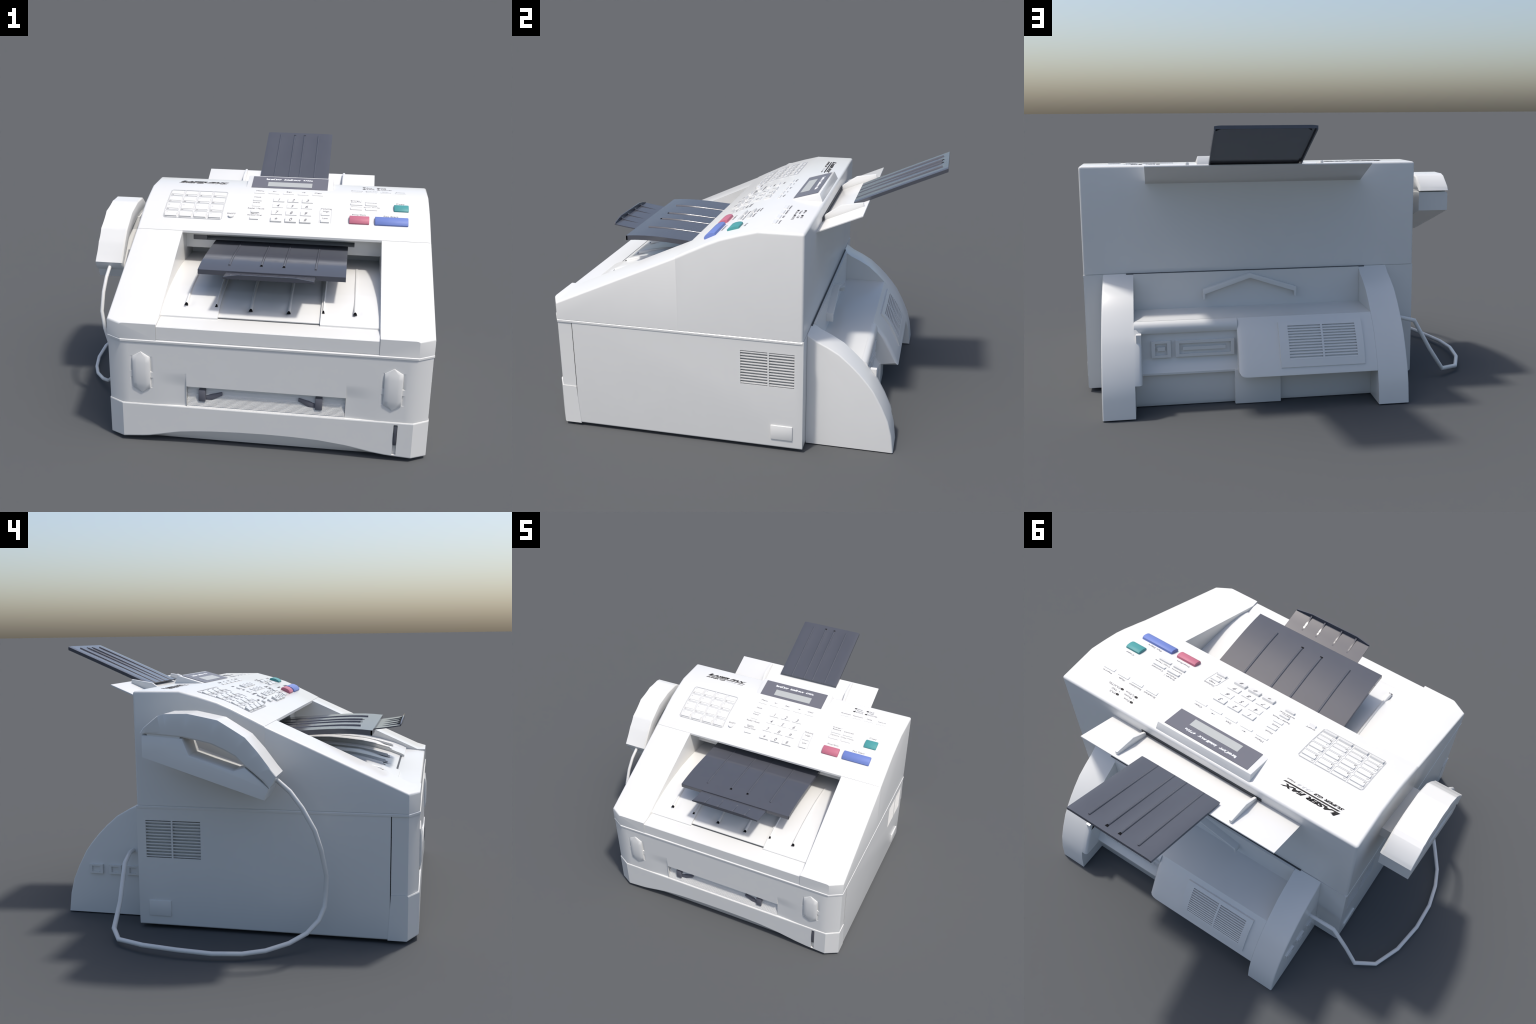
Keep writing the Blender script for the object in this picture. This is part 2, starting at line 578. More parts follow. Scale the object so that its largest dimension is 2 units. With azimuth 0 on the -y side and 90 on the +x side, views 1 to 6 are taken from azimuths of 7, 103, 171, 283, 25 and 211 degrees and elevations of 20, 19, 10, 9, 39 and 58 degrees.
# number pad
PADX = [0.130, 0.2135, 0.297]
PADY = [(0.017, 0.036, 0.006, 0.008), (-0.040, 0.038, 0.003, 0.004), (-0.100, 0.036, 0.005, 0.006), (-0.154, 0.036, 0.010, 0.013)]
CH = ["1", "2", "3", "4", "5", "6", "7", "8", "9", "*", "0", "#"]
for r_, (y, d, hf, hr) in enumerate(PADY):
    for c_, x in enumerate(PADX):
        key(x, y, 0.063, d, hf, hr)
        ch = CH[r_ * 3 + c_]
        M = on_panel(x, y) @ Matrix.Translation((0, 0, (hf + hr) / 2 + 0.0007)) @ Matrix.Rotation(math.atan((hr - hf) / d), 4, "X")
        put_text(ch, 0, 0, 0.009 if ch == "1" else 0.0165, 0.0165 if ch == "*" else 0.023, INK, 0.35, M, bold=0.008)
# menu row
for i, (s, w) in enumerate((("Menu", 0.045), ("<", 0.0), ("Set", 0.03), (">", 0.0), ("Clear", 0.043))):
    x = 0.004 + 0.0868 * i
    key(x, 0.093, 0.062, 0.015, 0.0035, 0.004)
    if w:
        put_text(s, x, 0.1185, w, 0.011, INK)
    else:
        bm = bmesh.new()
        dx = -1 if s == "<" else 1
        add_box(bm, (-0.010, -0.0008, -0.0008), (0.010, 0.0008, 0))
        add_prism(bm, [(dx * 0.011, 0.0), (dx * 0.003, 0.0045), (dx * 0.003, -0.0045)], -0.0008, 0.0002, "z")
        ob = finish("arrow_mark", bm, INK, panel)
        ob.matrix_world = on_panel(x, 0.1185, 0.0009)
# side function keys
for y, hf, hr, lab in ((0.0105, 0.005, 0.006, (("Hook", 0.0, 0.044, 0.040),)), (-0.0445, 0.003, 0.005, (("Hold", -0.002, -0.0135, 0.038),)),
                       (-0.098, 0.005, 0.008, (("Redial / Pause", 0.005, -0.071, 0.095),)), (-0.150, 0.007, 0.010, (("Search /", 0.004, -0.113, 0.049), ("Speed Dial", 0.003, -0.1255, 0.084)))):
    key(0.003, y, 0.049, 0.021, hf, hr)
    for s, dx, ly, w in lab:
        put_text(s, dx, ly, w, 0.0105, INK)
# volume keys
key(0.409, -0.096, 0.049, 0.022, 0.005, 0.007)
key(0.4075, -0.148, 0.049, 0.024, 0.008, 0.010)
put_text("Volume", 0.41, -0.0475, 0.063, 0.0125, INK)
put_text("High", 0.411, -0.071, 0.035, 0.014, INK)
put_text("Low", 0.409, -0.124, 0.030, 0.012, INK)
# copy function keys
for x, y, hf, hr in ((0.668, -0.036, 0.004, 0.009), (0.667, 0.011, 0.005, 0.008), (0.582, -0.036, 0.004, 0.010), (0.582, 0.011, 0.005, 0.009)):
    key(x, y, 0.066, 0.020, hf, hr)
for s, x, y, w in (("Copy Mode", 0.669, -0.014, 0.090), ("Contrast", 0.664, 0.034, 0.069), ("Options", 0.581, -0.014, 0.062), ("Reduce", 0.579, 0.034, 0.058), ("Enlarge /", 0.578, 0.0485, 0.062)):
    put_text(s, x, y, w, 0.0105, INK)
# fax mode keys and lamps
for s, x, w in (("Reports", 0.8345, 0.053), ("Mode", 0.7495, 0.035), ("Resolution", 0.665, 0.070), ("Broadcast", 0.5785, 0.067)):
    key(x, 0.178, 0.061, 0.019, 0.0032, 0.0036)
    put_text(s, (x if s != "Mode" else 0.746), 0.2, w, 0.0095, INK)
for x, y in ((0.706, 0.246), (0.706, 0.2825), (0.621, 0.247), (0.621, 0.283), (0.7065, 0.265), (0.621, 0.265)):
    bm = bmesh.new()
    small = y in (0.265,)
    a, b = (0.0028, 0.002) if small else (0.0095, 0.0058)
    add_prism(bm, [(a * math.cos(t), b * math.sin(t)) for t in [i * math.pi / 8 for i in range(16)]], -0.001, 0.0012, "z")
    ob = finish("status_lamp", bm, BLACK if not small else INK, panel)
    ob.matrix_world = on_panel(x, y)
for s, x, y, w in (("FAX/TEL", 0.753, 0.247, 0.068), ("TAD", 0.737, 0.266, 0.031), ("FAX", 0.735, 0.284, 0.033), ("S.Fine", 0.659, 0.246, 0.048), ("Photo", 0.657, 0.264, 0.046), ("Fine", 0.651, 0.283, 0.031)):
    put_text(s, x, y, w, 0.0105, INK)


# big coloured keys: bars with a crowned top
def bar_key(name, x0, x1, y0, y1, h, mat):
    y = (y0 + y1) / 2
    d = y1 - y0
    bm = bmesh.new()
    add_prism(bm, [(-d / 2, -0.006), (d / 2, -0.006), (d / 2, h * 0.55), (d * 0.36, h * 0.88), (d * 0.15, h), (-d * 0.1, h), (-d * 0.33, h * 0.82), (-d * 0.5, h * 0.42)],
              -(x1 - x0) / 2, (x1 - x0) / 2)
    bevel(bm, 0.0035, lambda m, dd, e: m.z > 0 and abs(dd.x) < 0.5, seg=2)
    o = finish(name, bm, mat, panel, angle=45)
    o.matrix_world = on_panel((x0 + x1) / 2, y)


bar_key("stop_key", 0.545, 0.657, -0.160, -0.102, 0.020, RED)
bar_key("start_key", 0.689, 0.875, -0.162, -0.101, 0.020, BLUE)
bar_key("copy_key", 0.796, 0.879, -0.047, 0.014, 0.016, TEAL)
put_text("Copy", 0.833, 0.034, 0.050, 0.0135, INK)
put_text("Fax Start", 0.7805, -0.0885, 0.082, 0.0125, INK)
put_text("Stop/Exit", 0.599, -0.086, 0.078, 0.0125, INK)

# one touch key grid
GX = [-0.527, -0.441, -0.3555, -0.270, -0.1835]
GY = [-0.172, -0.115, -0.048, 0.020, 0.083]


def panel_strip(bm, x0, y0, x1, y1, w, lift=0.0007):
    n = max(1, int(abs(y1 - y0) / 0.004))
    dx, dy = x1 - x0, y1 - y0
    L = math.hypot(dx, dy)
    ox, oy = -dy / L * w / 2, dx / L * w / 2
    rows = []
    for i in range(n + 1):
        x, y = x0 + dx * i / n, y0 + dy * i / n
        dz = pz(y) - lerp(y, FLAT)
        x, y = x + dz * (-1.16 - x) / 3.1, y + dz * (1.83 - y) / 3.1
        a, b = (x + ox, y + oy), (x - ox, y - oy)
        rows.append([(a[0], a[1], pz(a[1]) + lift + 0.0008), (b[0], b[1], pz(b[1]) + lift + 0.0008), (b[0], b[1], pz(b[1]) - 0.001), (a[0], a[1], pz(a[1]) - 0.001)])
    loft(bm, rows)


def panel_frame(bm, x0, x1, y0, y1, w, c=0.006):
    P = [(x0 + c, y0), (x1 - c, y0), (x1, y0 + c), (x1, y1 - c), (x1 - c, y1), (x0 + c, y1), (x0, y1 - c), (x0, y0 + c)]
    for i in range(8):
        panel_strip(bm, *P[i], *P[(i + 1) % 8], w)


bm = bmesh.new()
panel_frame(bm, GX[0], GX[4], GY[0], GY[4], 0.0022, 0.010)
finish("one_touch_frame", bm, PALE, panel)
bm = bmesh.new()
for i in range(4):
    for j in range(4):
        panel_frame(bm, GX[i] + 0.0038, GX[i + 1] - 0.0038, GY[j] + 0.0035, GY[j + 1] - 0.0035, 0.0012, 0.004)
finish("one_touch_cell", bm, PALE, panel)
KY = [(-0.1505, 0.007, 0.012), (-0.0905, 0.003, 0.0065), (-0.0185, 0.003, 0.0075), (0.048, 0.003, 0.0075)]
for j, (y, hf, hr) in enumerate(KY):
    for i in range(4):
        x = (GX[i] + GX[i + 1]) / 2 + 0.0005
        key(x, y, 0.069, 0.026, hf, hr, "one_touch_key")
        row = 3 - j
        put_text(str(17 + row * 4 + i), GX[i] + 0.0155, y - 0.0185, 0.013, 0.0075, INK, 0.2)
        put_text("%02d" % (1 + row * 4 + i), GX[i] + 0.0155, y + 0.0205, 0.012, 0.006, PALE, 0.2)
# shift button: half round
bm = bmesh.new()
R = 0.0175
pr = [(R * math.cos(t), R * 0.95 * math.sin(t)) for t in [math.pi + i * math.pi / 10 for i in range(11)]]
bot = [bm.verts.new((x, y, -0.003)) for x, y in pr]
top = [bm.verts.new((x * 0.97, y * 0.97, 0.0115 + y * 0.05)) for x, y in pr]
bk = [bm.verts.new((-R, 0.012, -0.003)), bm.verts.new((R, 0.012, -0.003))]
bm.faces.new(top)
for i in range(10):
    bm.faces.new((bot[i], bot[i + 1], top[i + 1], top[i]))
bm.faces.new((top[0], top[10], bk[1], bk[0]))
bm.faces.new((bot[0], top[0], bk[0]))
bm.faces.new((top[10], bot[10], bk[1]))
ob = finish("shift_key", bm, WHITE, panel, angle=50)
ob.matrix_world = on_panel(-0.131, -0.140)
put_text("SHIFT", -0.1315, -0.1215, 0.050, 0.011, INK)
bm = bmesh.new()
panel_strip(bm, 0.375, -0.159, 0.376, -0.062, 0.0014)
panel_strip(bm, 0.4415, -0.159, 0.4425, -0.062, 0.0014)
panel_strip(bm, 0.376, -0.062, 0.380, -0.056, 0.0012)
panel_strip(bm, 0.4425, -0.062, 0.438, -0.056, 0.0012)
finish("volume_frame", bm, PALE, panel)

# model marking
put_text("LASER FAX", -0.355, 0.2555, 0.292, 0.0200, BLACK, 0.45, bold=0.055)
put_text("L", -0.493, 0.2575, 0.032, 0.0245, BLACK, 0.45, bold=0.05, lift=0.0010)
bm = bmesh.new()
add_prism(bm, [(-0.146, -0.0033), (0.138, -0.0033), (0.148, 0.0033), (-0.136, 0.0033)], -0.001, 0.0009, "z")
ob = finish("marking_bar", bm, BLACK, panel)
ob.matrix_world = on_panel(-0.357, 0.2375)
put_text("SUPER G3", -0.437, 0.2215, 0.154, 0.0122, BLACK, 0.45, bold=0.04)
put_text("/33.6", -0.312, 0.2215, 0.080, 0.0118, PALE, 0.45)
put_text("Kbps", -0.239, 0.220, 0.042, 0.0090, BLACK, 0.2)

# ------------------------------------------------------------------ display housing
bm = bmesh.new()
loft(bm, [[(-0.092, 0.172, 1.100), (-0.092, 0.178, 1.1075), (-0.088, 0.318, 1.1485), (-0.092, 0.337, 1.1085), (-0.092, 0.337, 1.09)],
          [(0.436, 0.172, 1.100), (0.434, 0.178, 1.1075), (0.430, 0.320, 1.1485), (0.436, 0.337, 1.1085), (0.436, 0.337, 1.09)]])
bevel(bm, 0.004, lambda m, d, e: m.z > 1.12, seg=2)
disp = finish("display_housing", bm, WHITE)
PA = math.atan((1.146 - 1.109) / (0.306 - 0.18))
PC = Matrix.Translation((0.171, 0.243, 1.1275)) @ Matrix.Rotation(PA, 4, "X")
PL = math.hypot(0.306 - 0.18, 0.037)


def flat_on_display(name, cx, cv, w, h, t0, t1, mat, slant=0.0):
    bm = bmesh.new()
    add_prism(bm, [(cx - w / 2, cv - h / 2), (cx + w / 2, cv - h / 2), (cx + w / 2 + slant, cv + h / 2), (cx - w / 2 + slant, cv + h / 2)], t0, t1, "z")
    o = finish(name, bm, mat, disp)
    o.matrix_world = PC
    return o


flat_on_display("display_bezel", 0, 0, 0.460, PL, -0.006, 0.0018, GREY)
flat_on_display("lcd_screen", 0.001, -0.0225, 0.268, 0.050, -0.004, 0.0028, LCD)
for s, a, b, h, sh, bo in (("brother", 0.020, 0.1155, 0.0175, 0.1, 0.075), ("Intelli", 0.129, 0.186, 0.0160, 0.35, 0.05), ("FAX", 0.186, 0.2345, 0.0118, 0.35, 0.05), ("4750e", 0.245, 0.306, 0.0145, 0.3, 0.02)):
    put_text(s, 0, 0, b - a, h, PRINT_WHITE, sh, PC @ Matrix.Translation(((a + b) / 2 - 0.171, 0.0355 - (0.0018 if s == "FAX" else 0), 0.0026)), bold=bo, parent=disp)

# ------------------------------------------------------------------ document guide plate behind the panel
PY0, PZ0, PY1, PZ1 = 0.340, 1.024, 0.568, 1.1205
gs = (PZ1 - PZ0) / (PY1 - PY0)


def plate_z(y):
    return PZ0 + gs * (y - PY0)


guide = prism("document_guide_plate", [(PY0, PZ0), (PY1, PZ1), (PY1 + 0.002, PZ1 - 0.006), (PY0, PZ0 - 0.007)], -0.377, 0.684, WHITE, bev=0.001, seg=2)
for x in (-0.139, 0.489):
    pr = [(0.357, plate_z(0.357) - 0.003), (0.357, 1.056), (0.366, 1.064), (0.438, 1.1145), (0.550, 1.1335), (0.552, plate_z(0.552) - 0.003)]
    prism("guide_fin", pr, x - 0.0075, x + 0.0075, WHITE, bev=0.004, seg=2, parent=guide)
# solid dark strip drawing the shadow where the plate meets the case
box("guide_shadow_strip", (-0.165, YB - 0.004, 1.03), (0.515, YB + 0.003, 1.050), SLOT, parent=guide)

# ------------------------------------------------------------------ document tray (dark)
TY0, TZ0, TY1, TZ1 = 0.489, 1.106, 0.941, 1.303
ts = (TZ1 - TZ0) / (TY1 - TY0)
TX0, TX1 = -0.041, 0.393


def tray_z(y):
    t = (y - TY0) / (TY1 - TY0)
    return TZ0 + (TZ1 - TZ0) * t + 0.001 * math.sin(math.pi * t)


TRIBS = (0.046, 0.1405, 0.207, 0.301)


def relief(x, y):
    """shallow troughs between the ribs, deeper toward the outer end"""
    k = sstep((y - TY0 - 0.02) / 0.25) * (1 - sstep((y - 0.885) / 0.035))
    for a, b in zip(TRIBS[:-1], TRIBS[1:]):
        if a < x < b:
            return 0.003 * k * math.sin(math.pi * (x - a) / (b - a))
    e = min(x - TX0, TX1 - x)
    return 0.003 * max(0.0, 1 - e / 0.03) ** 2


bm = bmesh.new()
ys = frange(TY0, TY1, 24)
sx = sorted(set(frange(TX0, TX0 + 0.04, 4) + frange(TX1 - 0.04, TX1, 4) + list(TRIBS) + [a + (b - a) * k / 6 for a, b in zip(TRIBS[:-1], TRIBS[1:]) for k in range(1, 6)]))
rows = []
for y in ys:
    z = tray_z(y)
    sk = min(0.017, 0.007 + 0.2 * (y - TY0))
    rows.append([(x, y, z - relief(x, y)) for x in sx] + [(TX1 - 0.0005, y + 0.002, z - 0.003 - sk), (TX1 - 0.006, y + 0.002, z - 0.003 - sk)]
                + [(x, y + 0.001, z - relief(x, y) - 0.005) for x in sx[::-1][1:-1]] + [(TX0 + 0.006, y + 0.002, z - 0.003 - sk), (TX0 + 0.0005, y + 0.002, z - 0.003 - sk)])
loft(bm, rows)
rows = [[(x, TY1 - 0.006, tray_z(TY1 - 0.006) - 0.004), (x, TY1 + 0.001, tray_z(TY1) - 0.0035), (x, TY1 + 0.003, tray_z(TY1) - 0.014), (x, TY1 - 0.006, tray_z(TY1) - 0.015)] for x in (TX0 + 0.001, TX1 - 0.001)]
loft(bm, rows)
# flat lower skin with rounded corners
c = 0.02
xa, xb, ya, yb = TX0 + 0.02, TX1 - 0.008, TY0 + 0.03, TY1 - 0.012
add = [(xa + c, ya), (xb - c, ya), (xb, ya + c), (xb, yb - c), (xb - c, yb), (xa + c, yb), (xa, yb - c), (xa, ya + c)]
v0 = [bm.verts.new((x, y, TZ0 + ts * (y - TY0) - 0.0045)) for x, y in add]
v1 = [bm.verts.new((x, y, TZ0 + ts * (y - TY0) - 0.0105)) for x, y in add]
bm.faces.new(v0)
bm.faces.new(v1[::-1])
for i in range(8):
    j = (i + 1) % 8
    bm.faces.new((v0[i], v0[j], v1[j], v1[i]))
dtray = finish("document_tray", bm, DARK)
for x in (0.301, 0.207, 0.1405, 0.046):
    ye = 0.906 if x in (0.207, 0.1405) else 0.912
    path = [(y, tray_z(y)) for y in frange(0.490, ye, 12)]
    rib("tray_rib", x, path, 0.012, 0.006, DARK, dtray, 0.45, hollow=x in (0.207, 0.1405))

# ------------------------------------------------------------------ output tray (dark)
OT = [(-0.14, 0.871), (-0.19, 0.876), (-0.26, 0.881), (-0.34, 0.8865), (-0.41, 0.8915), (-0.47, 0.8955), (-0.53, 0.898), (-0.59, 0.898), (-0.64, 0.896), (-0.6905, 0.8915)]
OX0, OX1 = -0.221, 0.542


def ot_z(y):
    return lerp(y, OT[::-1])


bm = bmesh.new()
add_prism(bm, OT + [(y, z - 0.008) for y, z in OT[::-1]], OX0 + 0.001, OX1 - 0.001)
for x0, x1 in ((OX0, OX0 + 0.008), (OX1 - 0.008, OX1)):
    add_prism(bm, [(y, z - 0.0004) for y, z in OT] + [(y, z - 0.025) for y, z in OT[::-1]], x0, x1)
for x0, x1, h in ((OX0, -0.073, 0.0255), (-0.073, 0.390, 0.007), (0.390, OX1, 0.0255)):
    add_prism(bm, [(-0.683, 0.890), (-0.6915, 0.8909), (-0.6915, 0.8915 - h), (-0.683, 0.8915 - h)], x0, x1)
otray = finish("output_tray", bm, DARK)
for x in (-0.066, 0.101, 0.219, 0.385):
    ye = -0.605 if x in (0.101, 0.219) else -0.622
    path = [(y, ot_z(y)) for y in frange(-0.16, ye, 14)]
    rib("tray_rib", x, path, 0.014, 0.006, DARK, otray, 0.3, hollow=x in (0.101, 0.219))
# pull-out extension with upturned lip
bm = bmesh.new()
EX0, EX1 = -0.071, 0.388
EP = [(-0.62, 0.8725), (-0.69, 0.8835), (-0.75, 0.8915), (-0.795, 0.8985), (-0.819, 0.9025)]
add_prism(bm, EP + [(y + 0.001, z - 0.006) for y, z in EP[::-1]], EX0, EX1)
lipx = [(EX0, 0.904, -0.8195), (EX0 + 0.004, 0.909, -0.820), (0.010, 0.9235, -0.824), (0.291, 0.9235, -0.824), (EX1 - 0.004, 0.909, -0.820), (EX1, 0.904, -0.8195)]
rows = [[(x, -0.8185, 0.898), (x, y, 0.8995), (x, y - 0.0005, z), (x, y + 0.0045, z)] for x, z, y in lipx]
loft(bm, rows)
bmesh.ops.recalc_face_normals(bm, faces=bm.faces[:])
ext = finish("tray_extension", bm, DARK, otray)
for x in (0.010, 0.100, 0.205, 0.291):
    prism("extension_rib", [(-0.70, 0.8835), (-0.75, 0.8935), (-0.795, 0.9015), (-0.8175, 0.912), (-0.8175, 0.895), (-0.75, 0.882), (-0.69, 0.875)], x - 0.004, x + 0.004, DARK, parent=otray)

# ------------------------------------------------------------------ rear housing
FOOT = [(0.352, 0.5845), (0.395, 0.555), (0.450, 0.529), (0.507, 0.496), (0.560, 0.450), (0.604, 0.406), (0.645, 0.358), (0.677, 0.315), (0.716, 0.242), (0.748, 0.170), (0.768, 0.095), (0.7795, 0.003)]
# wall and shelf between the feet; carries the other rear pieces
rear = prism("rear_housing", [(0.345, 0.5835), (0.369, 0.5835), (0.369, 0.406), (0.597, 0.406), (0.58, 0.38), (0.58, 0.16), (0.345, 0.16)], -0.3695, 0.7545, WHITE)


def foot_z(y):
    return lerp(y, FOOT)


def foot_y(z):
    return lerp(-z, [(-b, a) for a, b in FOOT])


FX = [(0.755, 0.902), (-0.516, -0.370)]
FB = [(0.352, 0.003)]
o = prism("rear_foot", FOOT + FB, FX[0][0], FX[0][1], WHITE, bev=0.007, seg=3, min_angle=40, parent=rear,
          test=lambda m, d, e: m.x > 0.9 and m.y > 0.36 and abs(d.x) < 0.2 and m.z > 0.004)
o = prism("rear_foot", FOOT + FB, FX[1][0], FX[1][1], WHITE, bev=0.007, seg=3, min_angle=40, parent=rear,
          test=lambda m, d, e: m.x < -0.51 and m.y > 0.36 and abs(d.x) < 0.2 and m.z > 0.004)
# jacks on the outside of the left foot
for y0, y1 in ((0.588, 0.657), (0.493, 0.556), (0.402, 0.463)):
    bm = bmesh.new()
    xo = -0.516
    z0, z1 = 0.207, 0.252
    iy0, iy1, iz0, iz1 = y0 + 0.014, y1 - 0.014, z0 + 0.009, z1 - 0.008
    add_box(bm, (xo - 0.011, y0, z0), (xo + 0.002, iy0, z1))
    add_box(bm, (xo - 0.011, iy1, z0), (xo + 0.002, y1, z1))
    add_box(bm, (xo - 0.0108, iy0, z0), (xo + 0.002, iy1, iz0))
    add_box(bm, (xo - 0.0108, iy0, iz1), (xo + 0.002, iy1, z1))
    add_box(bm, (xo - 0.004, iy0, iz0), (xo + 0.002, iy1, iz1))
    finish("line_jack", bm, WHITE, rear)
# base between the feet
prism("rear_base", [(0.345, 0.165), (0.625, 0.165), (0.625, 0.02), (0.617, 0.001), (0.345, 0.001)], -0.3695, 0.7545, WHITE, parent=rear)
box("rear_base_block", (0.077, 0.58, 0.0), (0.295, 0.655, 0.172), WHITE, 0.004, parent=rear)
# left cover: continues the foot curve, carries the fan grille
CXR = 0.281
prof = [(0.585, 0.4055), (0.604, 0.4055), (0.645, 0.358), (0.677, 0.315), (0.716, 0.242), (0.748, 0.170), (0.7505, 0.1585), (0.62, 0.1585), (0.585, 0.17)]
bm = bmesh.new()
rows = []
for x, dy, dz in ((-0.3695, 0, 0), (-0.335, 0, 0), (0.245, 0, 0), (0.262, -0.002, 0.002), (0.274, -0.006, 0.008), (CXR, -0.014, 0.02)):
    row = []
    for i, (y, z) in enumerate(prof):
        if 2 <= i <= 6:
            row.append((x, y + dy, max(z, 0.1585 + dz)))
        elif i == 7:
            row.append((x, y, z))
        else:
            row.append((x, y, z))
    rows.append(row)
loft(bm, rows)
finish("fan_cover", bm, WHITE, rear, angle=45)
# fan grille plate
gu = Vector((0, 0.7425 - 0.634, 0.194 - 0.385))
GL = gu.length
ga = math.atan2(gu.z, gu.y)
GM = Matrix.Translation((-0.1115, (0.634 + 0.7425) / 2, (0.194 + 0.385) / 2)) @ Matrix.Rotation(ga, 4, "X")
W2, H2 = 0.1995, GL / 2
bm = bmesh.new()
ox0, ox1 = -0.277 + 0.1115, 0.045 + 0.1115
oy0, oy1 = -H2 + 0.022, H2 - 0.034
t = 0.020


def bow(y):
    """the plate follows the bulge of the cover"""
    return 0.0135 * (1 - (y / H2) ** 2)


def bowed_bar(bm, x0, x1, y0, y1, lo, hi, n=8):
    yy = frange(y0, y1, n)
    add_prism(bm, [(y, bow(y) + hi) for y in yy] + [(y, bow(y) + lo) for y in yy[::-1]], x0, x1)


bowed_bar(bm, -W2, ox0, -H2, H2, -t, 0)
bowed_bar(bm, ox1, W2, -H2, H2, -t, 0)
bowed_bar(bm, ox0, ox1, -H2, oy0, -t, -0.00005, 2)
bowed_bar(bm, ox0, ox1, oy1, H2, -t, -0.00005, 2)
mx = (ox0 + ox1) / 2
bowed_bar(bm, mx - 0.005, mx + 0.005, oy0, oy1, -t, -0.0001)
gr = finish("fan_grille", bm, WHITE, rear)
gr.matrix_world = GM
bm = bmesh.new()
n = 12
p = (oy1 - oy0) / n
for a, b in ((ox0, mx - 0.005), (mx + 0.005, ox1)):
    for i in range(n):
        y = oy0 + p * (i + 0.70)
        k = bow(y)
        add_prism(bm, [(y - 0.003, k - 0.009), (y - 0.0035, k - 0.0004), (y + 0.004, k - 0.0004), (y + 0.003, k - 0.009)], a + 0.0002, b - 0.0002)
lv = finish("grille_louvers", bm, WHITE, rear, kind="stuff")
lv.matrix_world = GM
bk = bmesh.new()
bowed_bar(bk, ox0 - 0.01, ox1 + 0.01, oy0 - 0.01, oy1 + 0.01, -0.018, -0.0085)
o = finish("grille_backing", bk, WHITE, rear)
o.matrix_world = GM
# right connector bay: rounded shelf edge and port plate
RY = 0.616
prism("shelf_edge", [(0.56, 0.4055), (0.600, 0.405), (0.614, 0.401), (0.624, 0.391), (0.629, 0.378), (0.630, 0.362), (0.626, 0.352), (0.56, 0.344)], CXR - 0.002, 0.7548, WHITE, parent=rear, angle=45)
prism("port_plate", [(0.56, 0.352), (RY, 0.352), (RY, 0.232), (0.620, 0.216), (0.634, 0.192), (0.649, 0.169), (0.649, 0.160), (0.56, 0.163)], CXR - 0.002, 0.7248, WHITE, parent=rear)


def port(name, x0, x1, z0, z1, ix0, ix1, iz0, iz1, tx0, tx1, tz0, tz1):
    bm = bmesh.new()
    f = RY + 0.013
    b = RY - 0.002
    add_box(bm, (x0, b, z0), (ix0, f, z1))
    add_box(bm, (ix1, b, z0), (x1, f, z1))
    add_box(bm, (ix0, b, z0), (ix1, f - 0.0001, iz0))
    add_box(bm, (ix0, b, iz1), (ix1, f - 0.0001, z1))
    add_box(bm, (ix0, b, iz0), (ix1, RY + 0.0006, iz1))
    add_box(bm, (tx0, b, tz0), (tx1, RY + 0.010, tz1))
    finish(name, bm, WHITE, rear)


port("data_port", 0.589, 0.678, 0.236, 0.315, 0.606, 0.661, 0.247, 0.304, 0.615, 0.651, 0.268, 0.286)
port("parallel_port", 0.294, 0.568, 0.237, 0.314, 0.310, 0.550, 0.249, 0.301, 0.334, 0.534, 0.267, 0.283)
# inner cheek of the right foot
ck = [(y, z) for y, z in FOOT if 0.15 < z < 0.40]
prof = [(0.60, 0.398), (foot_y(0.398), 0.398)] + ck + [(foot_y(0.1475), 0.1475), (0.60, 0.1475)]
bm = bmesh.new()
rows = []
for x, dy, zt in ((0.7552, 0, 0.398), (0.735, -0.0005, 0.372), (0.727, -0.004, 0.368), (0.722, -0.012, 0.366)):
    rows.append([(x, y + (dy if i not in (0, len(prof) - 1) else 0), min(z, zt)) for i, (y, z) in enumerate(prof)])
loft(bm, rows)
finish("foot_cheek", bm, WHITE, rear, angle=45)
box("foot_cheek_tab", (0.722, 0.640, 0.309), (0.745, 0.671, 0.360), WHITE, parent=rear)
# raised chevron grip on the back wall
CH_T = [(-0.042, 0.500), (0.189, 0.576), (0.421, 0.500)]
pr = [(-0.042, 0.452), (-0.042, 0.500), (0.189, 0.576), (0.421, 0.500), (0.421, 0.452), (0.411, 0.452), (0.411, 0.479), (0.189, 0.553), (-0.032, 0.479), (-0.032, 0.452)]
prism("chevron_grip", pr, 0.349, 0.404, WHITE, axis="y", parent=rear, bev=0.002, seg=2)
# dark bar modelled as the shadow line under the upper case
box("rear_shadow_strip", (-0.40, YB - 0.004, 0.5795), (0.79, 0.357, 0.5862), SLOT, parent=rear)

# ------------------------------------------------------------------ handset, cradle and cord
HX0, HX1 = -0.883, -0.7245
CR = [(0.228, 0.940), (0.049, 0.927), (0.020, 0.857), (-0.170, 0.794), (-0.218, 0.810), (-0.323, 0.722), (-0.301, 0.672), (0.228, 0.844)]
cradle = prism("handset_cradle", CR, HX0 + 0.002, HX1 - 0.001, WHITE, bev=0.011, seg=2, min_angle=10,
               test=lambda m, d, e: m.x < HX0 + 0.01 and abs(d.x) < 0.3 and ((m.z > 0.76 + 0.3 * max(0, m.y) and not (m.y > 0.227)) or m.y < -0.22))
prism("cradle_bracket", [(0.078, 0.872), (0.092, 0.822), (-0.264, 0.706), (-0.278, 0.742)], HX1 - 0.003, XL + 0.002, WHITE, parent=cradle)

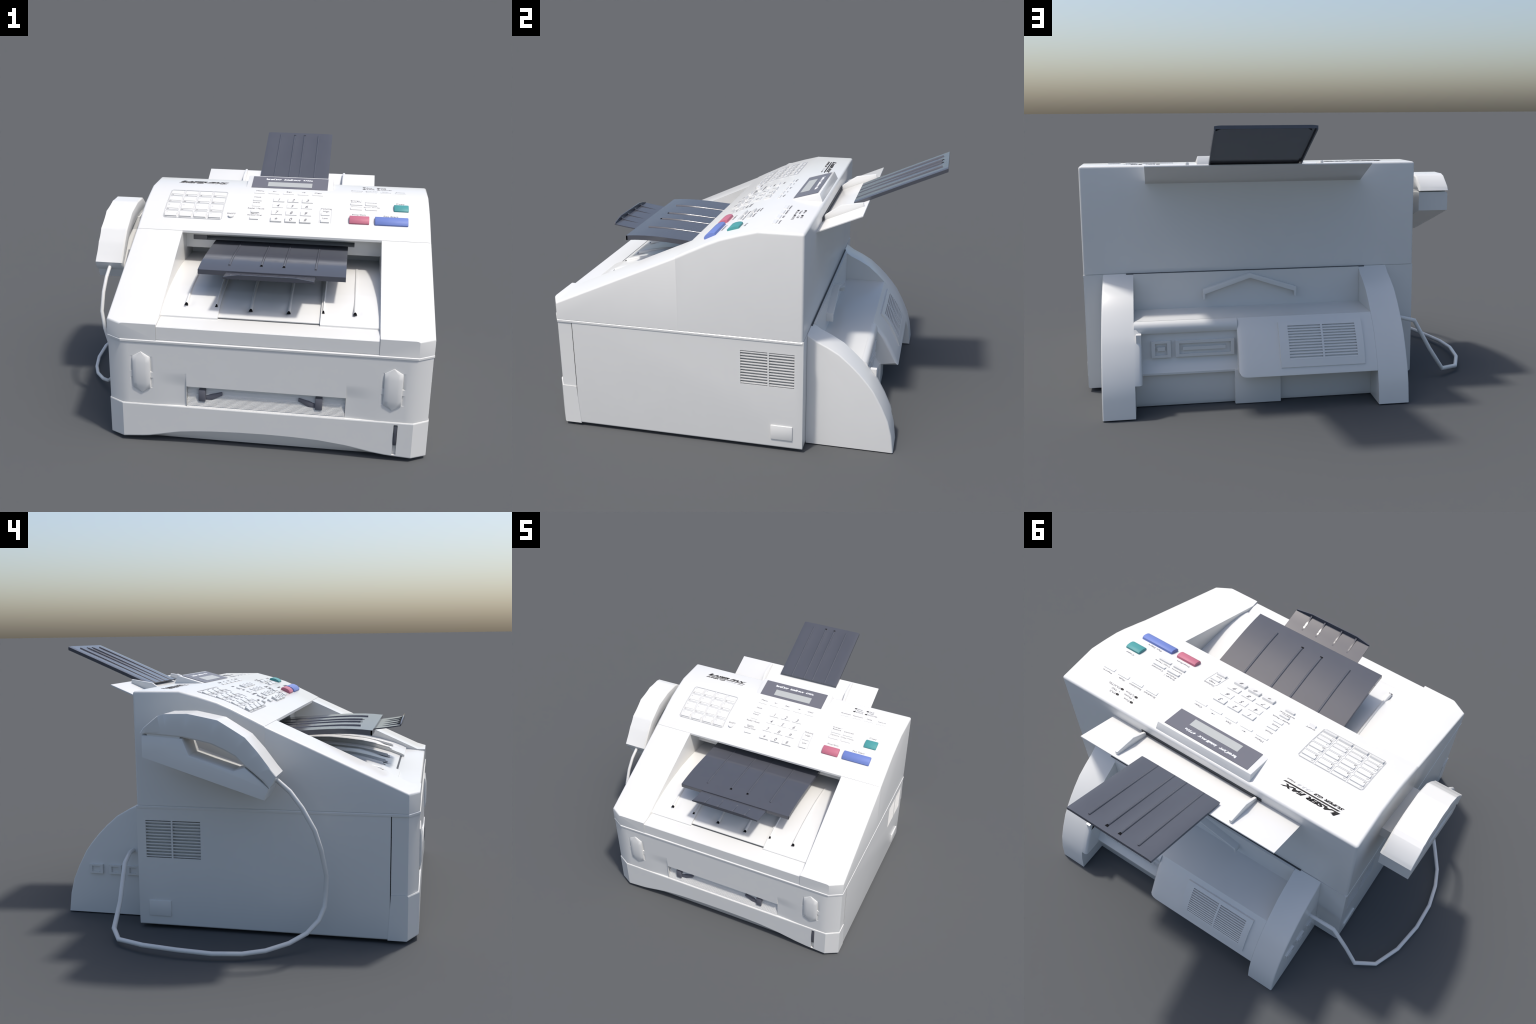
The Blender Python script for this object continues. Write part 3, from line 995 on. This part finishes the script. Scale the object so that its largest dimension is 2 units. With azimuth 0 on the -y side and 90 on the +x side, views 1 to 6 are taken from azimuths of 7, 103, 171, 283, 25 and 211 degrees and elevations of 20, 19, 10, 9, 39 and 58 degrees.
HT = [(0.2345, 0.948), (0.219, 0.970), (0.156, 1.020), (0.126, 1.0285), (0.023, 1.030), (-0.106, 1.004), (-0.221, 0.934), (-0.276, 0.872), (-0.328, 0.803), (-0.352, 0.774), (-0.342, 0.750), (-0.3235, 0.7225)]
HB = [(0.225, 0.9445), (0.045, 0.930), (-0.015, 0.918), (-0.076, 0.904), (-0.130, 0.880), (-0.180, 0.853), (-0.218, 0.815), (-0.255, 0.786), (-0.289, 0.757), (-0.322, 0.7215)]


def path_len(P):
    L = [0.0]
    for a, b in zip(P[:-1], P[1:]):
        L.append(L[-1] + math.dist(a, b))
    return L


def at_len(P, L, s):
    for i in range(len(P) - 1):
        if s <= L[i + 1] + 1e-9:
            t = (s - L[i]) / (L[i + 1] - L[i])
            return (P[i][0] + (P[i + 1][0] - P[i][0]) * t, P[i][1] + (P[i + 1][1] - P[i][1]) * t)
    return P[-1]


LT, LB = path_len(HT), path_len(HB)
scallop = {2: 0.007, 3: 0.017, 4: 0.022, 5: 0.024, 6: 0.020, 7: 0.010}  # inset depths shaped for the pale crescents along the outer top edge
rows = []
for i in range(len(HT) - 1):
    n = 9 if i in scallop else 2
    for k in range(n + (1 if i == len(HT) - 2 else 0)):
        t = k / n
        s = LT[i] + (LT[i + 1] - LT[i]) * t
        a = at_len(HT, LT, s)
        b = at_len(HB, LB, LB[-1] * s / LT[-1])
        dirv = (b[0] - a[0], b[1] - a[1])
        dl = math.hypot(*dirv) or 1
        dirv = (dirv[0] / dl, dirv[1] / dl)
        sc = scallop.get(i, 0.0) * math.sin(math.pi * t) + 0.003
        r_ = min(0.012, dl * 0.3)
        q = lambda k_: (a[0] + dirv[0] * k_, a[1] + dirv[1] * k_)
        mid = min(0.35 * dl, 0.03)
        rows.append([(HX0 + 0.0025 + sc * 0.08, a[0], a[1]), (HX1 - 0.010, a[0], a[1]), (HX1 - 0.003, *q(r_ * 0.6)), (HX1 + 0.001, *q(mid)), (HX1 - 0.004, *q(dl * 0.8)), (HX1 - 0.012, b[0], b[1]),
                     (HX0 + 0.006, b[0], b[1]), (HX0 + 0.0015, *q(dl - r_ * 0.5)), (HX0, *q(dl * 0.75)), (HX0, *q(max(sc, 0.003) if dl > 0.02 else 0.2 * dl))])
bm = bmesh.new()
loft(bm, rows)
handset = finish("handset", bm, WHITE, angle=30)
box("earpiece_seat", (HX0 + 0.006, 0.06, 0.925), (HX1 - 0.006, 0.205, 0.945), WHITE, parent=handset)

cord_pts = [(-0.804, -0.325, 0.755), (-0.802, -0.337, 0.747), (-0.808, -0.395, 0.699), (-0.812, -0.448, 0.630), (-0.810, -0.500, 0.536), (-0.790, -0.525, 0.444), (-0.752, -0.542, 0.327),
            (-0.738, -0.538, 0.252), (-0.742, -0.533, 0.182), (-0.766, -0.512, 0.127), (-0.805, -0.464, 0.078), (-0.860, -0.395, 0.049), (-0.922, -0.306, 0.034),
            (-0.960, -0.213, 0.028), (-0.986, -0.089, 0.030), (-0.9875, 0.062, 0.036), (-0.960, 0.227, 0.035), (-0.902, 0.361, 0.029), (-0.806, 0.422, 0.040),
            (-0.738, 0.415, 0.150), (-0.652, 0.420, 0.303), (-0.560, 0.430, 0.329), (-0.510, 0.430, 0.330)]


def tube(name, pts, r, mat, parent, seg=10):
    bm = bmesh.new()
    P = [Vector(p) for p in pts]
    rows = []
    up = Vector((1, 0, 0))
    for i, p in enumerate(P):
        d1 = (P[i] - P[i - 1]).normalized() if i else (P[1] - P[0]).normalized()
        d2 = (P[i + 1] - P[i]).normalized() if i < len(P) - 1 else d1
        tdir = (d1 + d2).normalized()
        up = (up - tdir * up.dot(tdir)).normalized()
        w = tdir.cross(up)
        rr = r / max(0.6, math.sqrt((1 + d1.dot(d2)) / 2))
        rows.append([tuple(p + (up * math.cos(a) + w * math.sin(a)) * (rr if i else r)) for a in [2 * math.pi * k / seg for k in range(seg)]])
    loft(bm, rows)
    return finish(name, bm, mat, parent, angle=60)


tube("handset_cord", cord_pts, 0.0105, WHITE, ROOT)
